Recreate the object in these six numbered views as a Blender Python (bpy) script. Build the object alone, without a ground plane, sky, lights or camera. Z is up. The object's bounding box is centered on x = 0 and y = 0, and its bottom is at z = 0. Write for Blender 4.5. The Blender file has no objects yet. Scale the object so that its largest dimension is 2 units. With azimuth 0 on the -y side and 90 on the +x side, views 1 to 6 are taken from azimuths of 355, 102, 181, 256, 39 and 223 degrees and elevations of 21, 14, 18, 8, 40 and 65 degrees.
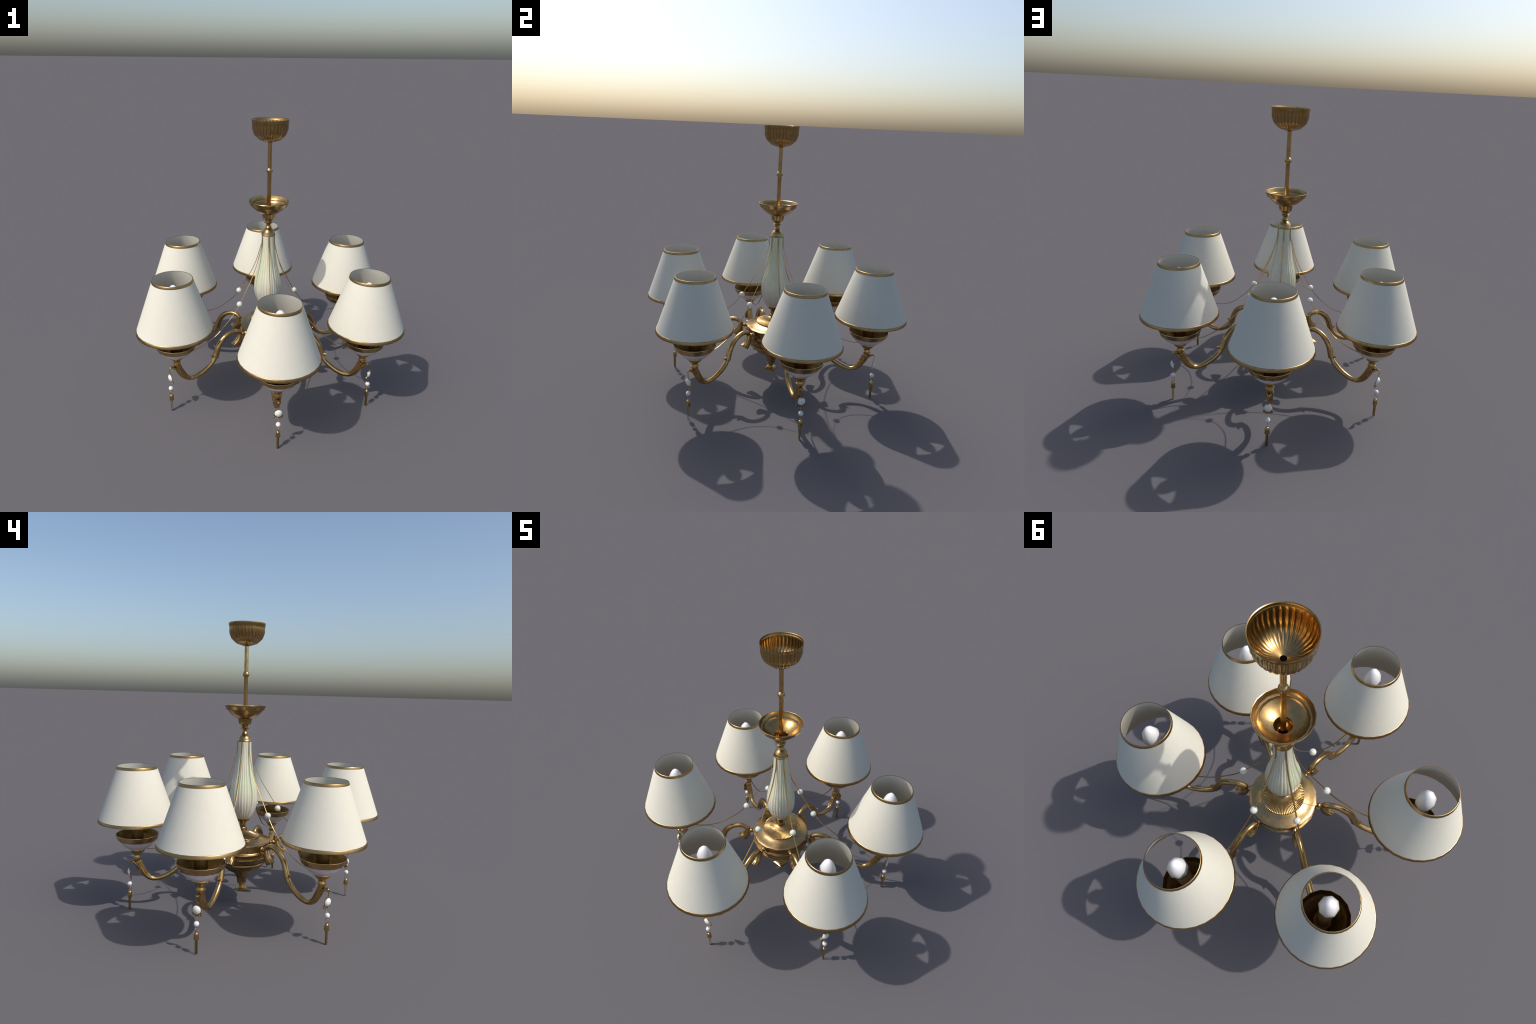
import bpy, bmesh, math, random
from mathutils import Vector, Matrix

random.seed(7)
PI = math.pi
COLUMN = (-0.001, 0.013)          # axis of the turned centre column
RING = 0.738                      # distance of the candle cups from the axis
# bearing (degrees) and reach of the six arms, slightly uneven like the real thing
ARMS = [(27.71, .7369), (88.00, .7383), (148.19, .7397),
        (207.65, .7384), (269.82, .7385), (329.10, .7370)]

# --------------------------------------------------------------- materials
def new_mat(name):
    m = bpy.data.materials.new(name)
    m.use_nodes = True
    nt = m.node_tree
    return m, nt, nt.nodes["Principled BSDF"]

def node(nt, kind, **kw):
    n = nt.nodes.new(kind)
    for k, v in kw.items():
        setattr(n, k, v)
    return n

def ramp(nt, src, stops):
    r = node(nt, "ShaderNodeValToRGB")
    e = r.color_ramp.elements
    while len(e) < len(stops):
        e.new(0.5)
    for el, (p, c) in zip(e, stops):
        el.position = p
        el.color = (*c, 1) if len(c) == 3 else c
    nt.links.new(src, r.inputs[0])
    return r.outputs[0]

def noise(nt, scale, detail=4, stretch=(1, 1, 1), rough=.55):
    tc = node(nt, "ShaderNodeTexCoord")
    mp = node(nt, "ShaderNodeMapping")
    mp.inputs["Scale"].default_value = stretch
    nz = node(nt, "ShaderNodeTexNoise")
    nz.inputs["Scale"].default_value = scale
    nz.inputs["Detail"].default_value = detail
    nz.inputs["Roughness"].default_value = rough
    nt.links.new(tc.outputs["Object"], mp.inputs[0])
    nt.links.new(mp.outputs[0], nz.inputs["Vector"])
    return nz.outputs["Fac"]

def mixc(nt, fac, a, b, mode="MIX"):
    m = node(nt, "ShaderNodeMix", data_type="RGBA", blend_type=mode)
    if isinstance(fac, (int, float)):
        m.inputs["Factor"].default_value = fac
    else:
        nt.links.new(fac, m.inputs["Factor"])
    for sock, v in ((m.inputs["A"], a), (m.inputs["B"], b)):
        if isinstance(v, tuple):
            sock.default_value = (*v, 1)
        else:
            nt.links.new(v, sock)
    return m.outputs["Result"]

def bump(nt, bsdf, height, strength, dist=.002):
    b = node(nt, "ShaderNodeBump")
    b.inputs["Strength"].default_value = strength
    b.inputs["Distance"].default_value = dist
    nt.links.new(height, b.inputs["Height"])
    nt.links.new(b.outputs[0], bsdf.inputs["Normal"])

def angle_wave(nt, count):
    """0..1 wave running round the object's z axis, `count` periods."""
    tc = node(nt, "ShaderNodeTexCoord")
    sp = node(nt, "ShaderNodeSeparateXYZ")
    nt.links.new(tc.outputs["Object"], sp.inputs[0])
    at = node(nt, "ShaderNodeMath", operation="ARCTAN2")
    nt.links.new(sp.outputs["Y"], at.inputs[0]); nt.links.new(sp.outputs["X"], at.inputs[1])
    mu = node(nt, "ShaderNodeMath", operation="MULTIPLY"); mu.inputs[1].default_value = count
    nt.links.new(at.outputs[0], mu.inputs[0])
    co = node(nt, "ShaderNodeMath", operation="COSINE")
    nt.links.new(mu.outputs[0], co.inputs[0])
    ma = node(nt, "ShaderNodeMath", operation="MULTIPLY_ADD")
    ma.inputs[1].default_value = .5; ma.inputs[2].default_value = .5
    nt.links.new(co.outputs[0], ma.inputs[0])
    return ma.outputs[0]

BRASS, BRASS_LO, BRASS_DK = (.60, .405, .175), (.46, .29, .108), (.24, .14, .05)

def brass(name, gold=BRASS, mid=BRASS_LO, dark=BRASS_DK, rough=.26, stretch=(1, 1, 1),
          dirt=.6, flutes=0):
    m, nt, b = new_mat(name)
    n1 = noise(nt, 9, 5, stretch)
    n2 = noise(nt, 55, 4, stretch)
    base = ramp(nt, n1, [(.36, mid), (.62, gold)])
    n3 = noise(nt, 4.3, 6, stretch, .65)
    patch = ramp(nt, n3, [(.50, (0, 0, 0)), (.72, (dirt, dirt, dirt))])
    base = mixc(nt, patch, base, dark)
    mask = ramp(nt, n2, [(.52, (0, 0, 0)), (.78, (dirt, dirt, dirt))])
    col = mixc(nt, mask, base, dark)
    if flutes:
        w = angle_wave(nt, flutes)
        groove_ao = ramp(nt, w, [(.0, (.8, .8, .8)), (.3, (.0, .0, .0))])  # occlusion-like shade painted into the groove colour
        tc = node(nt, "ShaderNodeTexCoord"); sp = node(nt, "ShaderNodeSeparateXYZ")
        nt.links.new(tc.outputs["Object"], sp.inputs[0])
        below = node(nt, "ShaderNodeMath", operation="LESS_THAN"); below.inputs[1].default_value = 1.9435
        nt.links.new(sp.outputs["Z"], below.inputs[0])
        mk = node(nt, "ShaderNodeMath", operation="MULTIPLY")
        nt.links.new(groove_ao, mk.inputs[0]); nt.links.new(below.outputs[0], mk.inputs[1])
        col = mixc(nt, mk.outputs[0], col, dark)
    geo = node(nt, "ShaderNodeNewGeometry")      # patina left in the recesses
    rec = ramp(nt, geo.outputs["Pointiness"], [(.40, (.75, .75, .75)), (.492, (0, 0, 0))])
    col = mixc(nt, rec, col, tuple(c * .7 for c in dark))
    nt.links.new(col, b.inputs["Base Color"])
    b.inputs["Metallic"].default_value = 1
    r = ramp(nt, n1, [(.3, (rough + .07,) * 3), (.7, (rough - .05,) * 3)])
    nt.links.new(r, b.inputs["Roughness"])
    bump(nt, b, n2, .12, .0015)
    return m

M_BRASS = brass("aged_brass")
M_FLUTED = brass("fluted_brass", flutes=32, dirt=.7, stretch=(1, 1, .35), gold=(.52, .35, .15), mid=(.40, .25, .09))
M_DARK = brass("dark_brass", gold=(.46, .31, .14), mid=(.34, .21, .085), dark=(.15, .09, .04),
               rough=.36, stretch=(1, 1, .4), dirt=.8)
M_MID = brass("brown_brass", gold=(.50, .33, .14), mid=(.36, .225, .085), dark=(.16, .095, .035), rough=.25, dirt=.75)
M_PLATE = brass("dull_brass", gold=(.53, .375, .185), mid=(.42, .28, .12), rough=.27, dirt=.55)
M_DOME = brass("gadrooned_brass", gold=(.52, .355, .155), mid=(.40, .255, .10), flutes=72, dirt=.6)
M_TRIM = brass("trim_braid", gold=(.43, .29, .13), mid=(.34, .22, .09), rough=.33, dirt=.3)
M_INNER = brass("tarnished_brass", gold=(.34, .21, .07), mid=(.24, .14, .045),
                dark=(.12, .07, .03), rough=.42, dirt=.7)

def plain(name, col, rough, spec=.5, coat=0, tint=None, tscale=20, metallic=0):
    m, nt, b = new_mat(name)
    if tint:
        c = ramp(nt, noise(nt, tscale, 3), [(.35, col), (.7, tint)])
        nt.links.new(c, b.inputs["Base Color"])
    else:
        b.inputs["Base Color"].default_value = (*col, 1)
    b.inputs["Roughness"].default_value = rough
    b.inputs["Specular IOR Level"].default_value = spec
    b.inputs["Coat Weight"].default_value = coat
    b.inputs["Metallic"].default_value = metallic
    return m

M_SHADE = plain("cream_fabric", (.627, .605, .512), .85, .15, tint=(.642, .618, .527), tscale=30)
M_BULB = plain("opal_glass", (.86, .86, .88), .3, .5, coat=.3)
M_LILAC = plain("lilac_porcelain", (.68, .60, .63), .22, .5, coat=.35, tint=(.66, .59, .64), tscale=14)
M_PEARL = plain("pearl", (.66, .66, .61), .22, .5, coat=.5, tint=(.60, .62, .55), tscale=40)
M_PINK = plain("pink_pearl", (.76, .70, .71), .22, .5, coat=.5, tint=(.72, .65, .68), tscale=60)
M_CAB = plain("white_stone", (.78, .76, .70), .2, .5, coat=.4, tint=(.73, .74, .70), tscale=40)
M_GEM = plain("grey_gem", (.20, .23, .30), .12, .8, coat=.6)
M_BLACK = plain("black_disc", (.004, .003, .002), .9, .0)  # for the added discs that stand in for dark openings

def vase_material():
    m, nt, b = new_mat("iridescent_glass")
    n1 = noise(nt, 7, 3, (1, 1, .35))
    n2 = noise(nt, 26, 3, (1, 1, .1))
    c1 = ramp(nt, n1, [(.34, (.55, .56, .49)), (.5, (.66, .63, .45)), (.62, (.58, .63, .36)), (.76, (.45, .55, .47))])
    c2 = ramp(nt, n2, [(.38, (.72, .66, .53)), (.62, (.47, .52, .40))])
    col = mixc(nt, .45, c1, c2)
    w = angle_wave(nt, VASE_FLUTES)
    groove = ramp(nt, w, [(.0, (.3, .3, .3)), (.45, (0, 0, 0))])
    col = mixc(nt, groove, col, (.30, .32, .26))
    # gilded foot and lilac belly
    tc = node(nt, "ShaderNodeTexCoord"); sp = node(nt, "ShaderNodeSeparateXYZ")
    nt.links.new(tc.outputs["Object"], sp.inputs[0])
    foot = node(nt, "ShaderNodeMapRange"); foot.inputs[1].default_value = .70
    foot.inputs[2].default_value = .625; foot.inputs[3].default_value = 0; foot.inputs[4].default_value = .7
    nt.links.new(sp.outputs["Z"], foot.inputs[0])
    belly = node(nt, "ShaderNodeMapRange"); belly.inputs[1].default_value = .84
    belly.inputs[2].default_value = .74; belly.inputs[3].default_value = 0; belly.inputs[4].default_value = .6
    nt.links.new(sp.outputs["Z"], belly.inputs[0])
    col = mixc(nt, belly.outputs[0], col, (.56, .52, .48))
    col = mixc(nt, foot.outputs[0], col, (.46, .40, .24))
    nt.links.new(col, b.inputs["Base Color"])
    b.inputs["Roughness"].default_value = .26
    b.inputs["Coat Weight"].default_value = .35
    b.inputs["Coat Roughness"].default_value = .12
    return m
VASE_FLUTES = 30
M_VASE = vase_material()

# --------------------------------------------------------------- geometry helpers
def finish(name, verts, faces, mat, sharp=38, loc=(0, 0, 0), parent=None):
    me = bpy.data.meshes.new(name)
    me.from_pydata(verts, [], faces)
    bm = bmesh.new(); bm.from_mesh(me)
    bmesh.ops.remove_doubles(bm, verts=bm.verts, dist=1e-6)
    bmesh.ops.recalc_face_normals(bm, faces=bm.faces)
    bm.to_mesh(me); bm.free()
    me.shade_smooth()
    if sharp < 179:
        me.set_sharp_from_angle(angle=math.radians(sharp))
    me.materials.append(mat)
    ob = bpy.data.objects.new(name, me)
    bpy.context.collection.objects.link(ob)
    ob.location = loc
    if parent:
        ob.parent = parent
    return ob

def grid(rows, wrap=True, closed_rows=False, cap0=False, cap1=False):
    """Faces over a list of equally long point rows."""
    n = len(rows[0]); verts = [p for r in rows for p in r]; faces = []
    last = len(rows) if closed_rows else len(rows) - 1
    for i in range(last):
        i2 = (i + 1) % len(rows)
        for j in range(n if wrap else n - 1):
            j2 = (j + 1) % n
            faces.append((i * n + j, i * n + j2, i2 * n + j2, i2 * n + j))
    if cap0:
        faces.append(tuple(range(n))[::-1])
    if cap1:
        faces.append(tuple((len(rows) - 1) * n + j for j in range(n)))
    return verts, faces

def merge(*parts):
    V, F = [], []
    for v, f in parts:
        o = len(V); V += v; F += [tuple(i + o for i in q) for q in f]
    return V, F

def lathe(profile, n, mod=None, phase=0.0, cap0=False, cap1=False, closed=False):
    """Turn (r, z) points round z; mod(theta, r, z, i) may return a changed (r, z)."""
    rows = []
    for i, (r, z) in enumerate(profile):
        row = []
        for j in range(n):
            t = phase + 2 * PI * j / n
            rr, zz = mod(t, r, z, i) if mod else (r, z)
            row.append((rr * math.cos(t), rr * math.sin(t), zz))
        rows.append(row)
    return grid(rows, cap0=cap0, cap1=cap1, closed_rows=closed)

def catmull(pts, per):
    """Smooth curve through tuples of any width."""
    out = []
    n = len(pts)
    for i in range(n - 1):
        p0, p1, p2, p3 = pts[max(i - 1, 0)], pts[i], pts[i + 1], pts[min(i + 2, n - 1)]
        for k in range(per):
            t = k / per
            out.append(tuple(.5 * (2 * b + (c - a) * t + (2 * a - 5 * b + 4 * c - d) * t * t
                             + (3 * b - a - 3 * c + d) * t ** 3) for a, b, c, d in zip(p0, p1, p2, p3)))
    out.append(pts[-1])
    return out

def lin(pts, per):
    out = []
    for a, b in zip(pts, pts[1:]):
        for k in range(per):
            t = k / per
            out.append(tuple(x + (y - x) * t for x, y in zip(a, b)))
    out.append(pts[-1])
    return out

def sphere(c, r, nu=18, nv=12, sq=(1, 1, 1)):
    rows = []
    for i in range(nv + 1):
        f = PI * i / nv
        rows.append([(c[0] + sq[0] * r * math.sin(f) * math.cos(2 * PI * j / nu),
                      c[1] + sq[1] * r * math.sin(f) * math.sin(2 * PI * j / nu),
                      c[2] + sq[2] * r * math.cos(f)) for j in range(nu)])
    return grid(rows)

def tube(path, radius, n=8, flat=1.0, caps=True):
    """Round or flattened rod along points in the x-z plane; `flat` scales the in-plane half."""
    rows = []
    for i, (x, z) in enumerate(path):
        a = path[max(i - 1, 0)]; b = path[min(i + 1, len(path) - 1)]
        tx, tz = b[0] - a[0], b[1] - a[1]
        l = math.hypot(tx, tz); nx, nz = -tz / l, tx / l
        r = radius[i] if isinstance(radius, list) else radius
        rows.append([(x + nx * r * flat * math.cos(2 * PI * j / n), r * math.sin(2 * PI * j / n),
                      z + nz * r * flat * math.cos(2 * PI * j / n)) for j in range(n)])
    return grid(rows, cap0=caps, cap1=caps)

def torus(c, R, r, u, v, nu=20, nv=6):
    """Ring round centre c in the plane of unit vectors u, v."""
    c, u, v = Vector(c), Vector(u), Vector(v); w = u.cross(v); rows = []
    for i in range(nu):
        a = 2 * PI * i / nu; d = u * math.cos(a) + v * math.sin(a)
        rows.append([tuple(c + d * (R + r * math.cos(2 * PI * j / nv)) + w * r * math.sin(2 * PI * j / nv))
                     for j in range(nv)])
    return grid(rows, closed_rows=True)

def box(c, half, rotz=0.0, top=1.0):
    m = Matrix.Rotation(rotz, 3, "Z"); V = []
    for z, s in ((-1, 1), (1, top)):
        for x, y in ((-1, -1), (1, -1), (1, 1), (-1, 1)):
            p = m @ Vector((x * half[0] * s, y * half[1] * s, z * half[2]))
            V.append((p.x + c[0], p.y + c[1], p.z + c[2]))
    return V, [(3, 2, 1, 0), (4, 5, 6, 7), (0, 1, 5, 4), (1, 2, 6, 5), (2, 3, 7, 6), (3, 0, 4, 7)]

# --------------------------------------------------------------- top-level thing
lamp = bpy.data.objects.new("chandelier", None)
bpy.context.collection.objects.link(lamp)
lamp["label"] = "six-arm antique brass chandelier with cream fabric shades and pearl drops"
lamp["category"] = "chandelier"
COL = (*COLUMN, 0)

# --------------------------------------------------------------- ceiling canopy (fluted bell)
N_FL = 32
jit = [random.uniform(-.16, .16) for _ in range(N_FL)]
amp = [random.uniform(.7, 1.15) for _ in range(N_FL)]
def flute_depth(t, z):
    k = (t / (2 * PI) * N_FL) % N_FL
    i = int(k) % N_FL; f = k - int(k)
    warp = jit[i] * math.sin(PI * f) * .6 * math.sin(z * 60 + i)
    w = .5 + .5 * math.cos(2 * PI * (f + warp))
    fade = min(1, max(0, (1.944 - z) / .006)) * min(1, max(0, (z - 1.812) / .03))
    return w ** 2.2 * fade * amp[i]
def canopy_mod(t, r, z, i):
    d = flute_depth(t, z)
    return (r - .0032 * d * min(1, r / .115) ** 1.3, z)
outer = [(.1245, 1.9605), (.1245, 1.957), (.1238, 1.9465), (.1222, 1.9445), (.1213, 1.942), (.1205, 1.925),
         (.1198, 1.899), (.1135, 1.8795), (.1052, 1.860), (.088, 1.8435), (.069, 1.8275), (.042, 1.819), (.0155, 1.8105)]
inner = [(r - .0028, z + .0022) for r, z in outer[:0:-1]]
inner[0] = (.0140, 1.8122)
prof = outer + inner[:-1] + [(.1215, 1.9585)]
v, f = lathe(prof, N_FL * 8, canopy_mod, closed=True)
finish("ceiling_canopy", v, f, M_FLUTED, 50, COL, lamp)

# --------------------------------------------------------------- suspension rod
rod_prof = [(.0138, 1.8118), (.0138, 1.6445), (.0155, 1.6430), (.0155, 1.6410), (.0190, 1.6372), (.0219, 1.6310), (.0227, 1.6245),
            (.0219, 1.6180), (.0187, 1.6115), (.0140, 1.6070), (.0137, 1.6055), (.0138, 1.303), (.0095, 1.303)]
v, f = lathe(rod_prof, 16)
rod = finish("suspension_rod", v, f, M_BRASS, 40, COL, lamp)
v, f = merge(lathe([(.0127, 1.8124), (.001, 1.8124)], 16, cap1=True), lathe([(.0168, 1.2663), (.001, 1.2663)], 16, cap1=True),
             lathe([(.0095, 1.304), (.001, 1.304)], 12, cap1=True))
finish("bore_black_discs", v, f, M_BLACK, 40, COL, lamp)  # flat black discs added to stand in for the open rod and cup holes

# --------------------------------------------------------------- upper cup with baluster neck
cup_out = [(.1405, 1.4178), (.1422, 1.4155), (.1418, 1.411), (.1370, 1.4040), (.1300, 1.3872), (.1288, 1.3852), (.1232, 1.3842), (.1205, 1.3812),
           (.108, 1.366), (.0905, 1.3506), (.078, 1.341), (.062, 1.3315), (.0482, 1.3262),
           (.0472, 1.3225), (.0455, 1.307), (.0418, 1.291), (.036, 1.2845), (.028, 1.280), (.0215, 1.2755),
           (.0208, 1.2725), (.0222, 1.2685), (.0255, 1.2645), (.0303, 1.2612), (.0298, 1.2590), (.0225, 1.2560),
           (.0180, 1.2500), (.0158, 1.2455), (.0150, 1.240), (.0165, 1.2350), (.0205, 1.2300), (.0228, 1.2255), (.0205, 1.2215), (.0185, 1.2192),
           (.0235, 1.2165), (.0330, 1.2075), (.0396, 1.1990), (.0432, 1.1920), (.0449, 1.1850), (.0460, 1.1805), (.0500, 1.1760),
           (.0503, 1.1730), (.0475, 1.1695), (.0420, 1.1680)]
cup_in = [(.0178, 1.2655), (.0200, 1.2690), (.0290, 1.2830), (.0365, 1.2930), (.0405, 1.3090), (.0420, 1.3310),
          (.0445, 1.3345), (.062, 1.3400), (.088, 1.3560), (.107, 1.3715), (.1165, 1.3822), (.1178, 1.3880), (.1265, 1.3895), (.1295, 1.3935), (.1355, 1.4060), (.1382, 1.4165)]
v, f = lathe(cup_out + [(.03, 1.168)], 18, phase=.1)
finish("upper_cup", v, f, M_MID, 36, COL, lamp)
v, f = lathe(cup_in + [cup_out[0]], 18, phase=.1)
finish("upper_cup_lining", v, f, M_BRASS, 36, COL, lamp)

# --------------------------------------------------------------- pleated glass vase
vp = catmull([(.0470, 1.1690), (.0478, 1.120), (.0495, 1.085), (.0530, 1.045), (.0590, 1.000), (.0662, .955), (.0765, .907),
              (.0872, .865), (.0955, .820), (.0985, .785), (.0980, .7486), (.0898, .707), (.0728, .661), (.0555, .6325)], 4)
def pleat(t, r, z, i):
    w = .5 + .5 * math.cos(VASE_FLUTES * t)
    lobe = .5 + .5 * math.cos(10 * t + .6)
    fade = min(1, (1.175 - z) / .10) * min(1, (z - .63) / .03 + .35)
    return (r + .0006 - (.0024 * w ** 1.5 + .0016 * lobe) * fade * (.4 + .6 * r / .095), z)
v, f = lathe(vp, VASE_FLUTES * 8, pleat)
finish("glass_vase", v, f, M_VASE, 80, COL, lamp)

# --------------------------------------------------------------- stem under the vase
st = [(.045, .6345), (.0540, .6345), (.0547, .6315), (.0530, .6280), (.0480, .6235), (.0455, .6160), (.0400, .6115), (.0270, .6060),
      (.0218, .5985), (.0201, .585), (.0201, .5670), (.0270, .5648), (.0298, .5610), (.0302, .5555), (.0285, .5500), (.0240, .5480), (.0240, .5440)]
v, f = lathe(st, 20)
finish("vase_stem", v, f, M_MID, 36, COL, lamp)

# --------------------------------------------------------------- hub: gadrooned cone
GAD = 72
def gadroon(t, r, z, i):
    a = min(1, max(0, (r - .040) / .025)) * (1 if r < .1215 else 0)
    return (r, z - .0034 * a * (.5 - .5 * math.cos(GAD * t)) ** 1.3)
cone = catmull([(.020, .5500), (.0345, .5495), (.050, .5400), (.0726, .5262), (.098, .5155), (.1205, .5085)], 4) \
    + [(.1232, .5075), (.1245, .5045), (.1238, .5005), (.1230, .4960)]
v, f = lathe(cone, GAD * 6, gadroon)
finish("gadrooned_dome", v, f, M_DOME, 60, COL, lamp)

# hub: plate, drum and flange
plate = [(.1190, .4990), (.1270, .4985), (.1360, .4940), (.1480, .4885), (.1640, .4840), (.1800, .4810), (.1930, .4785), (.1995, .4755), (.2008, .4725), (.1995, .4680), (.1850, .4655)]
v, f = lathe(plate, 16, phase=.12)
finish("hub_plate", v, f, M_PLATE, 33, COL, lamp)
drum = [(.1880, .4660), (.1880, .4200), (.1900, .4175), (.2015, .4150), (.2042, .4120), (.2040, .4080), (.2000, .4045),
         (.1910, .3980), (.1858, .3880), (.1850, .3760), (.1880, .3730), (.1885, .3690), (.1845, .3650), (.1790, .3580), (.1740, .3420), (.1690, .3330)]
v, f = lathe(drum, 16, phase=.12)
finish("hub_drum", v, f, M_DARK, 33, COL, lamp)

# rope moulding
ROPE = 92
rows = []
for i in range(ROPE * 5):
    t = 2 * PI * i / (ROPE * 5)
    row = []
    for j in range(8):
        a = 2 * PI * j / 8
        rr = .0085 + .0016 * math.cos(ROPE * t + 2 * a)
        R = .1600 + rr * math.cos(a)
        row.append((R * math.cos(t), R * math.sin(t), .3235 + rr * math.sin(a) - .10 * (R - .16)))
    rows.append(row)
v, f = grid(rows, closed_rows=True)
finish("rope_moulding", v, f, M_BRASS, 80, COL, lamp)

# lower bowl with soft leaf flutes
def leafy(t, r, z, i):
    a = min(1, max(0, (.31 - z) / .05)) * min(1, max(0, (z - .155) / .03))
    return (r * (1 - .05 * a * (.5 + .5 * math.cos(14 * t)) ** 2), z)
bowl = catmull([(.1690, .3335), (.1580, .3170), (.1480, .3000), (.1300, .2790), (.1010, .2570), (.0700, .2400), (.0500, .2210), (.0378, .2000),
                (.0338, .1800), (.0314, .1620)], 4)
v, f = lathe(bowl, 112, leafy)
finish("lower_bowl", v, f, M_DARK, 60, COL, lamp)

foot_prof = [(.0300, .1640), (.0330, .1615), (.0335, .1580), (.0305, .1530), (.0240, .1490), (.0195, .1455), (.0180, .1400), (.0182, .1340), (.0215, .1290), (.0250, .1265), (.010, .1262)]
rz = math.radians(-8)
v, f = merge(lathe(foot_prof, 20))
finish("finial_neck", v, f, M_BRASS, 36, COL, lamp)
fv, ff = merge(box((0, 0, .1245), (.0285, .0285, .0025), rz, .95))
def square_rows(specs):
    rows = []
    m = Matrix.Rotation(rz, 3, "Z")
    for h, z in specs:
        rows.append([tuple(m @ Vector((x * h, y * h, z))) for x, y in ((-1, -1), (1, -1), (1, 1), (-1, 1))])
    return grid(rows, cap0=True, cap1=True)
v, f = square_rows([(.0255, .1290), (.0275, .1268), (.0280, .1235), (.0340, .1205), (.0372, .1185), (.0378, .1155), (.0376, .1065), (.0355, .1015), (.0300, .1005)])
finish("finial_foot", v, f, M_BRASS, 20, COL, lamp)

# --------------------------------------------------------------- arm parts (x = outwards along the arm)
spine = [  # s, z, half thickness in plane, half width across
    (.2378, .4300, .0150, .0165), (.2372, .4480, .0160, .0170), (.2430, .4655, .0165, .0170), (.2570, .4765, .0165, .0168), (.2760, .4830, .0165, .0168),
    (.2980, .4848, .0168, .0170), (.3200, .4805, .0172, .0175), (.3420, .4725, .0178, .0182), (.3630, .4600, .0185, .0190), (.3820, .4440, .0192, .0195),
    (.3990, .4240, .0198, .0200), (.4130, .4010, .0203, .0203), (.4225, .3780, .0208, .0206), (.4300, .3540, .0215, .0210), (.4370, .3340, .0226, .0216), (.4420, .3200, .0230, .0218)]
lower = [
    (.4415, .3210, .0160, .0160), (.4500, .3080, .0168, .0168), (.4620, .2905, .0176, .0176), (.4900, .2650, .0184, .0182), (.5150, .2482, .0184, .0182), (.5400, .2348, .0182, .0180),
    (.5670, .2235, .0178, .0176), (.5950, .2160, .0170, .0168), (.6200, .2135, .0163, .0162), (.6420, .2170, .0168, .0165), (.6600, .2260, .0180, .0176), (.6800, .2430, .0200, .0192),
    (.6980, .2660, .0222, .0208), (.7140, .2940, .0238, .0215), (.7255, .3180, .0236, .0215), (.7330, .3400, .0215, .0205), (.7370, .3530, .0165, .0165)]

def arm_loft(ctrl, per, n, shape, cap0=True, cap1=True):
    pts = catmull(ctrl, per); rows = []
    for i, (s, z, a, b) in enumerate(pts):
        p, q = pts[max(i - 1, 0)], pts[min(i + 1, len(pts) - 1)]
        tx, tz = q[0] - p[0], q[1] - p[1]; l = math.hypot(tx, tz)
        nx, nz = tz / l, -tx / l          # points to the outer/upper side on the way down
        u = i / (len(pts) - 1); row = []
        for j in range(n):
            t = 2 * PI * j / n
            k = shape(u, t)
            row.append((s - nx * a * k * math.cos(t), b * k * math.sin(t), z - nz * a * k * math.cos(t)))
        rows.append(row)
    return grid(rows, cap0=cap0, cap1=cap1)

def sheath(u, t):
    g = min(1, max(0, (u - .42) / .2))
    ribs = .5 + .5 * math.cos(4 * t)
    groove = 1.5 * math.exp(-((math.sin((t - 2.3) / 2)) / .11) ** 2) + 1.5 * math.exp(-((math.sin((t + 2.3) / 2)) / .11) ** 2)
    return 1 + g * (.05 * ribs - .14 * groove)
def acanthus(u, t):
    g = min(1, max(0, (u - .55) / .15))
    v_ = .5 + .5 * math.cos(8 * t + 4 * u)
    return 1 + g * (.03 - .2 * v_ ** 2.5)
A = arm_loft(spine, 4, 40, sheath)
Bv = arm_loft(lower, 4, 40, acanthus)

def section_loft(secs, n=20, cap0=True, cap1=True, rib=0.0, nr=9):
    """Sections given as (s, z, dir s, dir z, half along dir, half across)."""
    rows = []
    L = len(secs)
    for i, (s, z, ds, dz, a, b) in enumerate(secs):
        l = math.hypot(ds, dz); ds, dz = ds / l, dz / l
        g = rib * i / (L - 1)
        rows.append([(s + ds * a * k * math.cos(t), b * k * math.sin(t), z + dz * a * k * math.cos(t))
                     for t in [2 * PI * j / n for j in range(n)] for k in [1 - g * (.5 + .5 * math.cos(nr * t)) ** 2]])
    return grid(rows, cap0=cap0, cap1=cap1)
# scrolled tail that hangs at the hub end and flares like a hoof
tail = catmull([(.2378, .4520, 1, .0, .0170, .0180), (.2405, .4290, 1, .05, .0225, .0225), (.2465, .4105, 1, .2, .0270, .0245), (.2560, .3945, 1, .4, .0305, .0255),
                (.2690, .3800, 1, .6, .0355, .0255), (.2800, .3705, 1, .78, .0390, .0250), (.2820, .3685, 1, .8, .0355, .0230)], 3)
T = section_loft(tail, 36, rib=.2)
T2 = section_loft([(.2818, .3692, 1, .8, .0345, .0225), (.2760, .3765, 1, .8, .025, .016), (.2740, .3790, 1, .8, .006, .004)], 27, cap0=False)

# ball joint to the hub
def lathe_x(profile, n, z0):
    V, F = lathe(profile, n)
    return [(z, y, z0 + x) for x, y, z in V], F
J = lathe_x([(.004, .178), (.0175, .183), (.0180, .1885), (.0165, .1935), (.0120, .1960), (.0105, .1990), (.0130, .2030), (.0155, .2085), (.0150, .2140), (.0115, .2185), (.0110, .2300)], 14, .4450)

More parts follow.
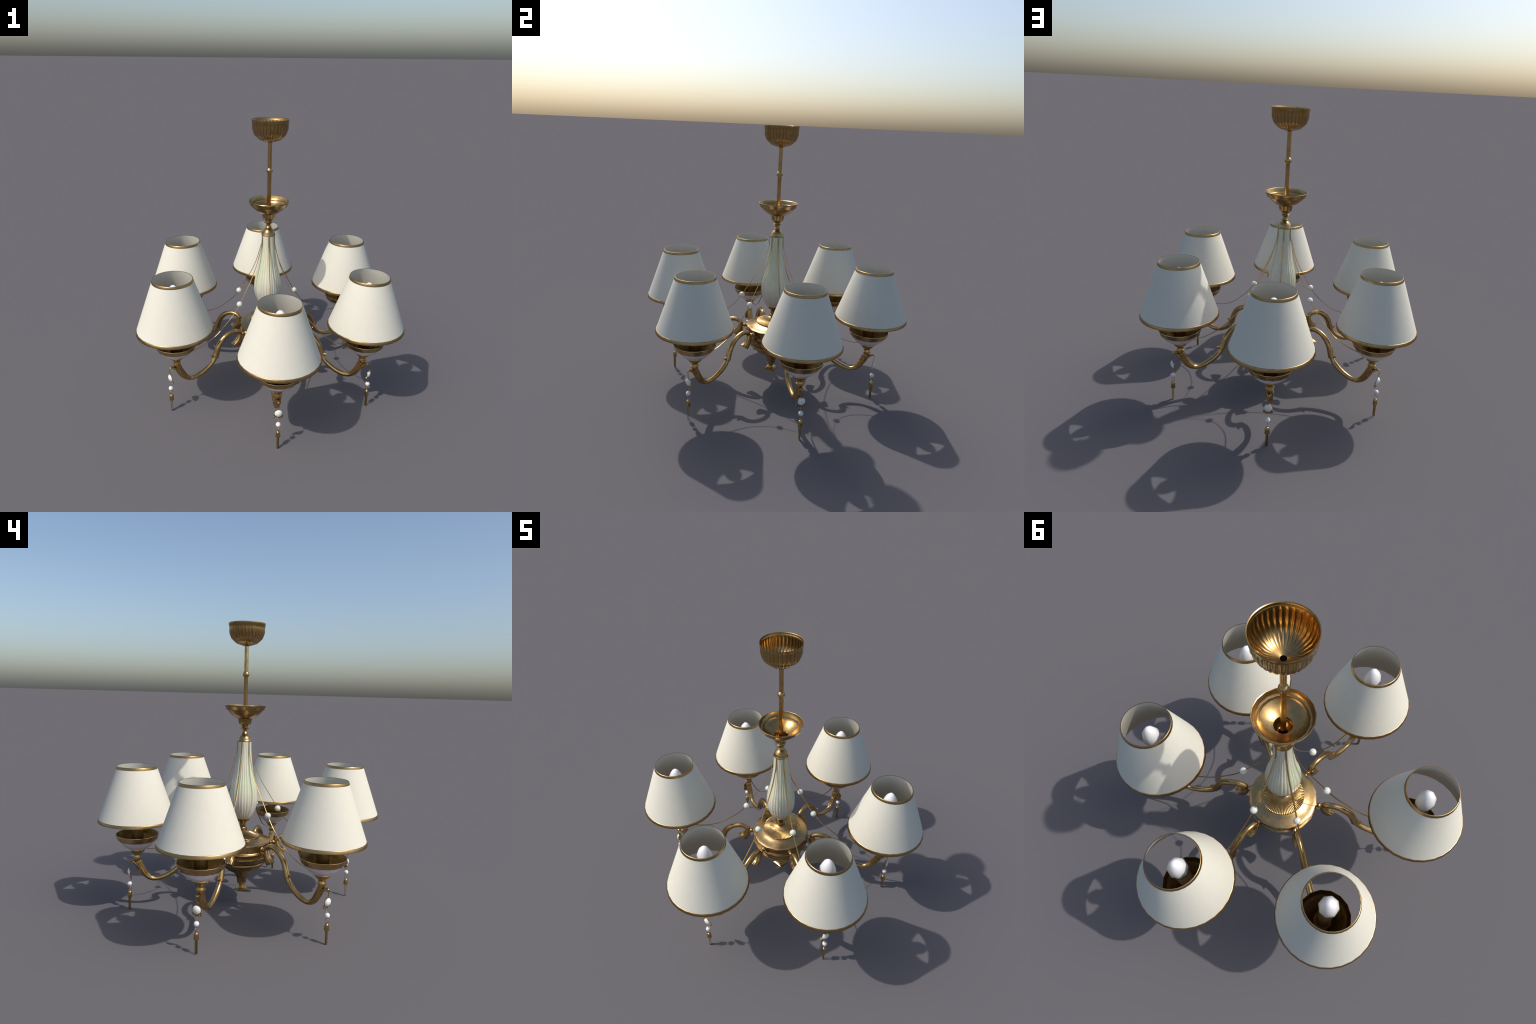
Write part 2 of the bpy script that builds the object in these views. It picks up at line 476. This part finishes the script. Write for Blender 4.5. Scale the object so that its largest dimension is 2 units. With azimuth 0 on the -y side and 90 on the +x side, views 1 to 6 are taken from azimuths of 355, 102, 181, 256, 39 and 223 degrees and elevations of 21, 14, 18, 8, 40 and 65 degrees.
# curled leaf tip at the middle collar
N1 = section_loft(catmull([(.4470, .3330, .3, -1, .0130, .0150), (.4620, .3330, .15, -1, .0105, .0115), (.4720, .3355, -.2, -1, .0080, .0085), (.4790, .3400, -.6, -1, .0045, .0050), (.4800, .3440, -.9, -.6, .0015, .002)], 3), 12)
# collar rim
C1 = torus((.4418, 0, .3212), .0185, .0046, (.94, 0, .34), (0, 1, 0), 24, 8)
# acanthus tips below the cup, inner side and flanks
def tip(cx, cz, ang, base, length, across):
    secs = []
    for k in range(5):
        u = k / 4
        s = cx + math.cos(ang) * length * u - .004 * u * u; z = cz + math.sin(ang) * length * u
        secs.append((s, z, -math.sin(ang), math.cos(ang), base * (1 - .8 * u ** 1.5), across * (1 - .75 * u ** 1.5)))
    return section_loft(secs, 10)
N2 = tip(.7080, .2900, math.radians(125), .0100, .0200, .0120)
N3 = tip(.7150, .3080, math.radians(105), .0070, .0300, .0150)
# outer leaf that carries the pendant
LIP = catmull([(.7340, .3080, 1, -.5, .0085, .0160), (.7480, .3240, 1, -.9, .0085, .0165), (.7610, .3380, .7, -1, .0082, .0160), (.7730, .3460, .35, -1, .0078, .0145),
               (.7840, .3490, .05, -1, .0068, .0120), (.7920, .3485, -.3, -1, .0052, .0085), (.7965, .3460, -1, -.8, .0030, .0050)], 3)
N4 = section_loft(LIP, 12)
# flank leaves
def mirrored(p):
    return [(x, -y, z) for x, y, z in p[0]], [q[::-1] for q in p[1]]
flank = [(x, y + .0165, z) for x, y, z in tip(.7180, .2900, math.radians(78), .0110, .0420, .0065)[0]]
N5 = (flank, tip(.7180, .2900, math.radians(78), .0110, .0420, .0065)[1])
arm_v, arm_f = merge(A, Bv, T, T2, J, N1, C1, N2, N3, N4, N5, mirrored(N5))

# candle cup, turned about the shade axis (local origin moved there)
stem_p = [(.0120, .3400), (.0160, .3405), (.0185, .3450), (.0215, .3520), (.0230, .3560), (.0225, .3590), (.0250, .3610), (.0278, .3650), (.0285, .3690), (.0275, .3730), (.0240, .3755), (.0232, .3790),
          (.0215, .3840), (.0208, .3880), (.0235, .3930), (.0330, .4020), (.0450, .4150), (.0530, .4255), (.0562, .4275), (.0570, .4310), (.0552, .4350), (.0450, .4355)]
band_p = [(.1170, .4955), (.1180, .4940), (.1270, .4960), (.1318, .5005), (.1330, .5040), (.1350, .5080), (.1435, .5305), (.1450, .5345), (.1440, .5370), (.1418, .5360)]
cup_in_p = [(.1418, .5360), (.1285, .5085), (.1150, .4950), (.0980, .4775), (.0820, .4640), (.0560, .4425), (.0400, .4385), (.0050, .4370)]
porc_p = [(.0550, .4345), (.0720, .4430), (.0880, .4535), (.1020, .4660), (.1130, .4800), (.1205, .4950), (.1180, .4970)]
socket_p = [(.0410, .4365), (.0410, .7900), (.0380, .7960), (.0300, .7970), (.0020, .7970)]
bulb_p = [(.0010, .9550), (.0115, .9540), (.0225, .9430), (.0330, .9270), (.0450, .9010), (.0515, .8710), (.0505, .8460), (.0440, .8180), (.0360, .7990), (.0330, .7950)]
SH_T, SH_B, R_T, R_B = 1.0015, .6325, .1300, .2580
def cone_r(z):
    return R_B + (R_T - R_B) * (z - SH_B) / (SH_T - SH_B)
shade_p = [(cone_r(z), z) for z in (SH_B, .70, .80, .90, SH_T)]
shade_in = [(r - .0022, z) for r, z in shade_p[::-1]]
def band(z0, z1, out):
    return [(cone_r(z0) - .0012, z0 - .0010), (cone_r(z0) + out * .6, z0 - .0014), (cone_r(z0 + .003) + out, z0 + .002), (cone_r((z0 + z1) / 2) + out * 1.15, (z0 + z1) / 2),
            (cone_r(z1 - .003) + out, z1 - .002), (cone_r(z1) + out * .6, z1 + .0012), (cone_r(z1) - .0012, z1 + .0010)]

# chain: flat ribbon from the vase collar to the candle cup
ribbon = catmull([(.0490, 1.1720), (.0500, 1.1300), (.0545, 1.0900), (.0600, 1.0700), (.0740, 1.0230), (.0905, .9690), (.1100, .9210), (.1320, .8740), (.1730, .8030), (.2150, .7310), (.2400, .6900),
                  (.2580, .6640), (.2980, .6130), (.3480, .5645), (.4000, .5190), (.4500, .4830), (.5100, .4550), (.5480, .4420), (.5860, .4335), (.6300, .4275), (.6580, .4285), (.6830, .4325)], 4)
rib_v, rib_f = tube(ribbon, .0041, 8, .48)
pearl_v, pearl_f = sphere((.2388, 0, .6900), .0212, 20, 14)
cap = tube([(.2525 + .0015, .6715), (.2552, .6680)], .0055, 8)

# pendant string
S0 = .7935
hook = merge(tube(catmull([(.7880, .3500), (.7945, .3505), (.7962, .3440), (.7945, .3200), (.7915, .3000), (.7905, .2960)], 4), .0036, 6, .45),
             tube([(.7805, .2180), (.7830, .2140), (.7880, .2060), (.7910, .2010), (.7920, .1980)], .0020, 6),
             torus((.7805, 0, .2155), .0045, .0012, (1, 0, 0), (0, 0, 1), 10, 5),
             tube([(.7920, .1700), (.7915, .1640)], .0018, 6))
tilt = math.atan2(.0115, .070)
def tilted(V, c=(.7880, 0, .2675)):
    m = Matrix.Rotation(tilt, 3, "Y")
    return [tuple(m @ Vector(p) + Vector(c)) for p in V]
def disc_x(ry, rz_, x0, x1, n=24):
    rows = [[(x, ry * k * math.cos(2 * PI * j / n), rz_ * k * math.sin(2 * PI * j / n)) for j in range(n)]
            for x, k in ((x0, .9), (x0, 1.0), (x1, 1.0), (x1, .92))]
    return grid(rows, cap0=True, cap1=True)
dome = []
for i in range(9):
    a = PI / 2 * i / 8
    dome.append([(.001 + .0175 * math.sin(a), .0255 * math.cos(a) * math.cos(2 * PI * j / 22), .0270 * math.cos(a) * math.sin(2 * PI * j / 22)) for j in range(22)])
dv, df = grid(dome, cap0=True)
cab_v = tilted(dv)
sv, sf = disc_x(.0276, .0294, -.0022, .0022)
arc_rows = []                                   # scalloped crescent below the stone
for i in range(25):
    a = math.radians(207 + 126 * i / 24)
    taper = min(1, .3 + min(i, 24 - i) / 4)
    ro = .0338 + (.0085 + .0008 * math.cos(2 * PI * i / 4.8)) * taper
    y0, z0 = .0250 * math.cos(a), .0265 * math.sin(a)
    y1, z1 = ro * math.cos(a), ro * math.sin(a) - .0045
    arc_rows.append([(-.0025, y0, z0), (-.0025, y1, z1), (.0025, y1, z1), (.0025, y0, z0)])
av, af = grid(arc_rows, cap0=True, cap1=True)
set_v, set_f = merge((tilted(sv), sf), (tilted(av), af))
gems = []
for i in range(5):
    a = math.radians(217 + 26.5 * i)
    gv, gf = sphere((.0028, .0362 * math.cos(a), .0362 * math.sin(a) - .0045), .0037, 8, 6)
    gems.append((tilted(gv), gf))
gem_v, gem_f = merge(*gems)
pp_v, pp_f = sphere((S0 - .0010, 0, .1838), .0163, 18, 12)
ring_v, ring_f = torus((S0 - .0030, 0, .1500), .0118, .0015, (1, 0, 0), (0, 0, 1), 20, 6)
bell_v, bell_f = lathe([(.0030, .1390), (.0030, .1350), (.0080, .1335), (.0118, .1290), (.0136, .1220), (.0143, .1120), (.0154, .0990), (.0160, .0920), (.0156, .0890), (.0130, .0885), (.0010, .0890)], 12)
tas = []
ta = math.radians(60)
for k in (-1, 1):
    off = .0050 * k
    tas.append(box((-math.sin(ta) * off, math.cos(ta) * off, .0460), (.0058, .0011, .0455), ta, 1.0))
tas_v, tas_f = merge(*tas)
lowest = min(p[2] for p in tas_v)
tas_v = [(x, y, z - lowest * (1 - (z - lowest) / .1)) for x, y, z in tas_v]

# piece name -> (verts, faces, material, sharp angle, origin along the arm)
pieces = [
    ("arm", arm_v, arm_f, M_BRASS, 48, 0),
    ("cup_stem", *lathe(stem_p, 16), M_BRASS, 36, RING),
    ("drip_cup", *lathe(band_p, 16, phase=.2), M_BRASS, 34, RING),
    ("drip_cup_lining", *lathe(catmull(cup_in_p, 3), 16, phase=.2), M_INNER, 80, RING),
    ("porcelain_bowl", *lathe(porc_p, 32), M_LILAC, 60, RING),
    ("candle_socket", *lathe(socket_p, 9, phase=.3), M_INNER, 44, RING),
    ("light_bulb", *lathe(bulb_p, 8, phase=.2, cap0=True), M_BULB, 80, RING),
    ("lampshade", *merge(lathe(shade_p, 30), lathe(shade_in, 30)), M_SHADE, 60, RING),
    ("shade_trim", *merge(lathe(band(.9865, 1.0015, .0016), 30, closed=True), lathe(band(.6325, .6500, .0018), 30, closed=True)), M_TRIM, 70, RING),
    ("chain_pearl", pearl_v, pearl_f, M_PEARL, 80, 0),
    ("pendant_hook", *hook, M_BRASS, 60, 0),
    ("cabochon", cab_v, df, M_CAB, 70, 0),
    ("cabochon_setting", set_v, set_f, M_BRASS, 40, 0),
    ("setting_gem", gem_v, gem_f, M_GEM, 20, 0),
    ("pendant_pearl", pp_v, pp_f, M_PINK, 80, 0),
    ("pendant_ring", ring_v, ring_f, M_BRASS, 80, 0),
    ("tassel_cap", bell_v, bell_f, M_BRASS, 40, S0 - .0015),
    ("tassel", tas_v, tas_f, M_DARK, 30, S0 - .0005),
]
made = [finish(nm, v_, f_, mt, sh, (ox, 0, 0)) for nm, v_, f_, mt, sh, ox in pieces]
for k, (az, reach) in enumerate(ARMS):
    a = math.radians(az)
    d = reach - RING
    arm_ob = None
    for proto in made:
        ob = proto if k == 0 else proto.copy()
        if k:
            bpy.context.collection.objects.link(ob)
        if arm_ob is None:
            arm_ob = ob
            ob.location = (d * math.cos(a), d * math.sin(a), 0)
            ob.rotation_euler = (0, 0, a)
            ob.parent = lamp
        else:
            ob.parent = arm_ob
    # chain: its top hangs from the vase collar, whose axis is a touch off the arms' centre
    lx = COLUMN[0] * math.cos(a) + COLUMN[1] * math.sin(a) - d
    ly = -COLUMN[0] * math.sin(a) + COLUMN[1] * math.cos(a)
    def follow(p):
        w = min(1, max(0, (p[2] - .69) / .35))
        w = w * w * (3 - 2 * w)
        return (p[0] + lx * w, p[1] + ly * w, p[2])
    cv, cf = merge((rib_v, rib_f), cap)
    finish("chain", [follow(p) for p in cv], cf, M_BRASS, 50, (0, 0, 0), arm_ob)
for o in bpy.data.objects:
    if o.name.startswith("setting_gem"):
        o["kind"] = "stuff"
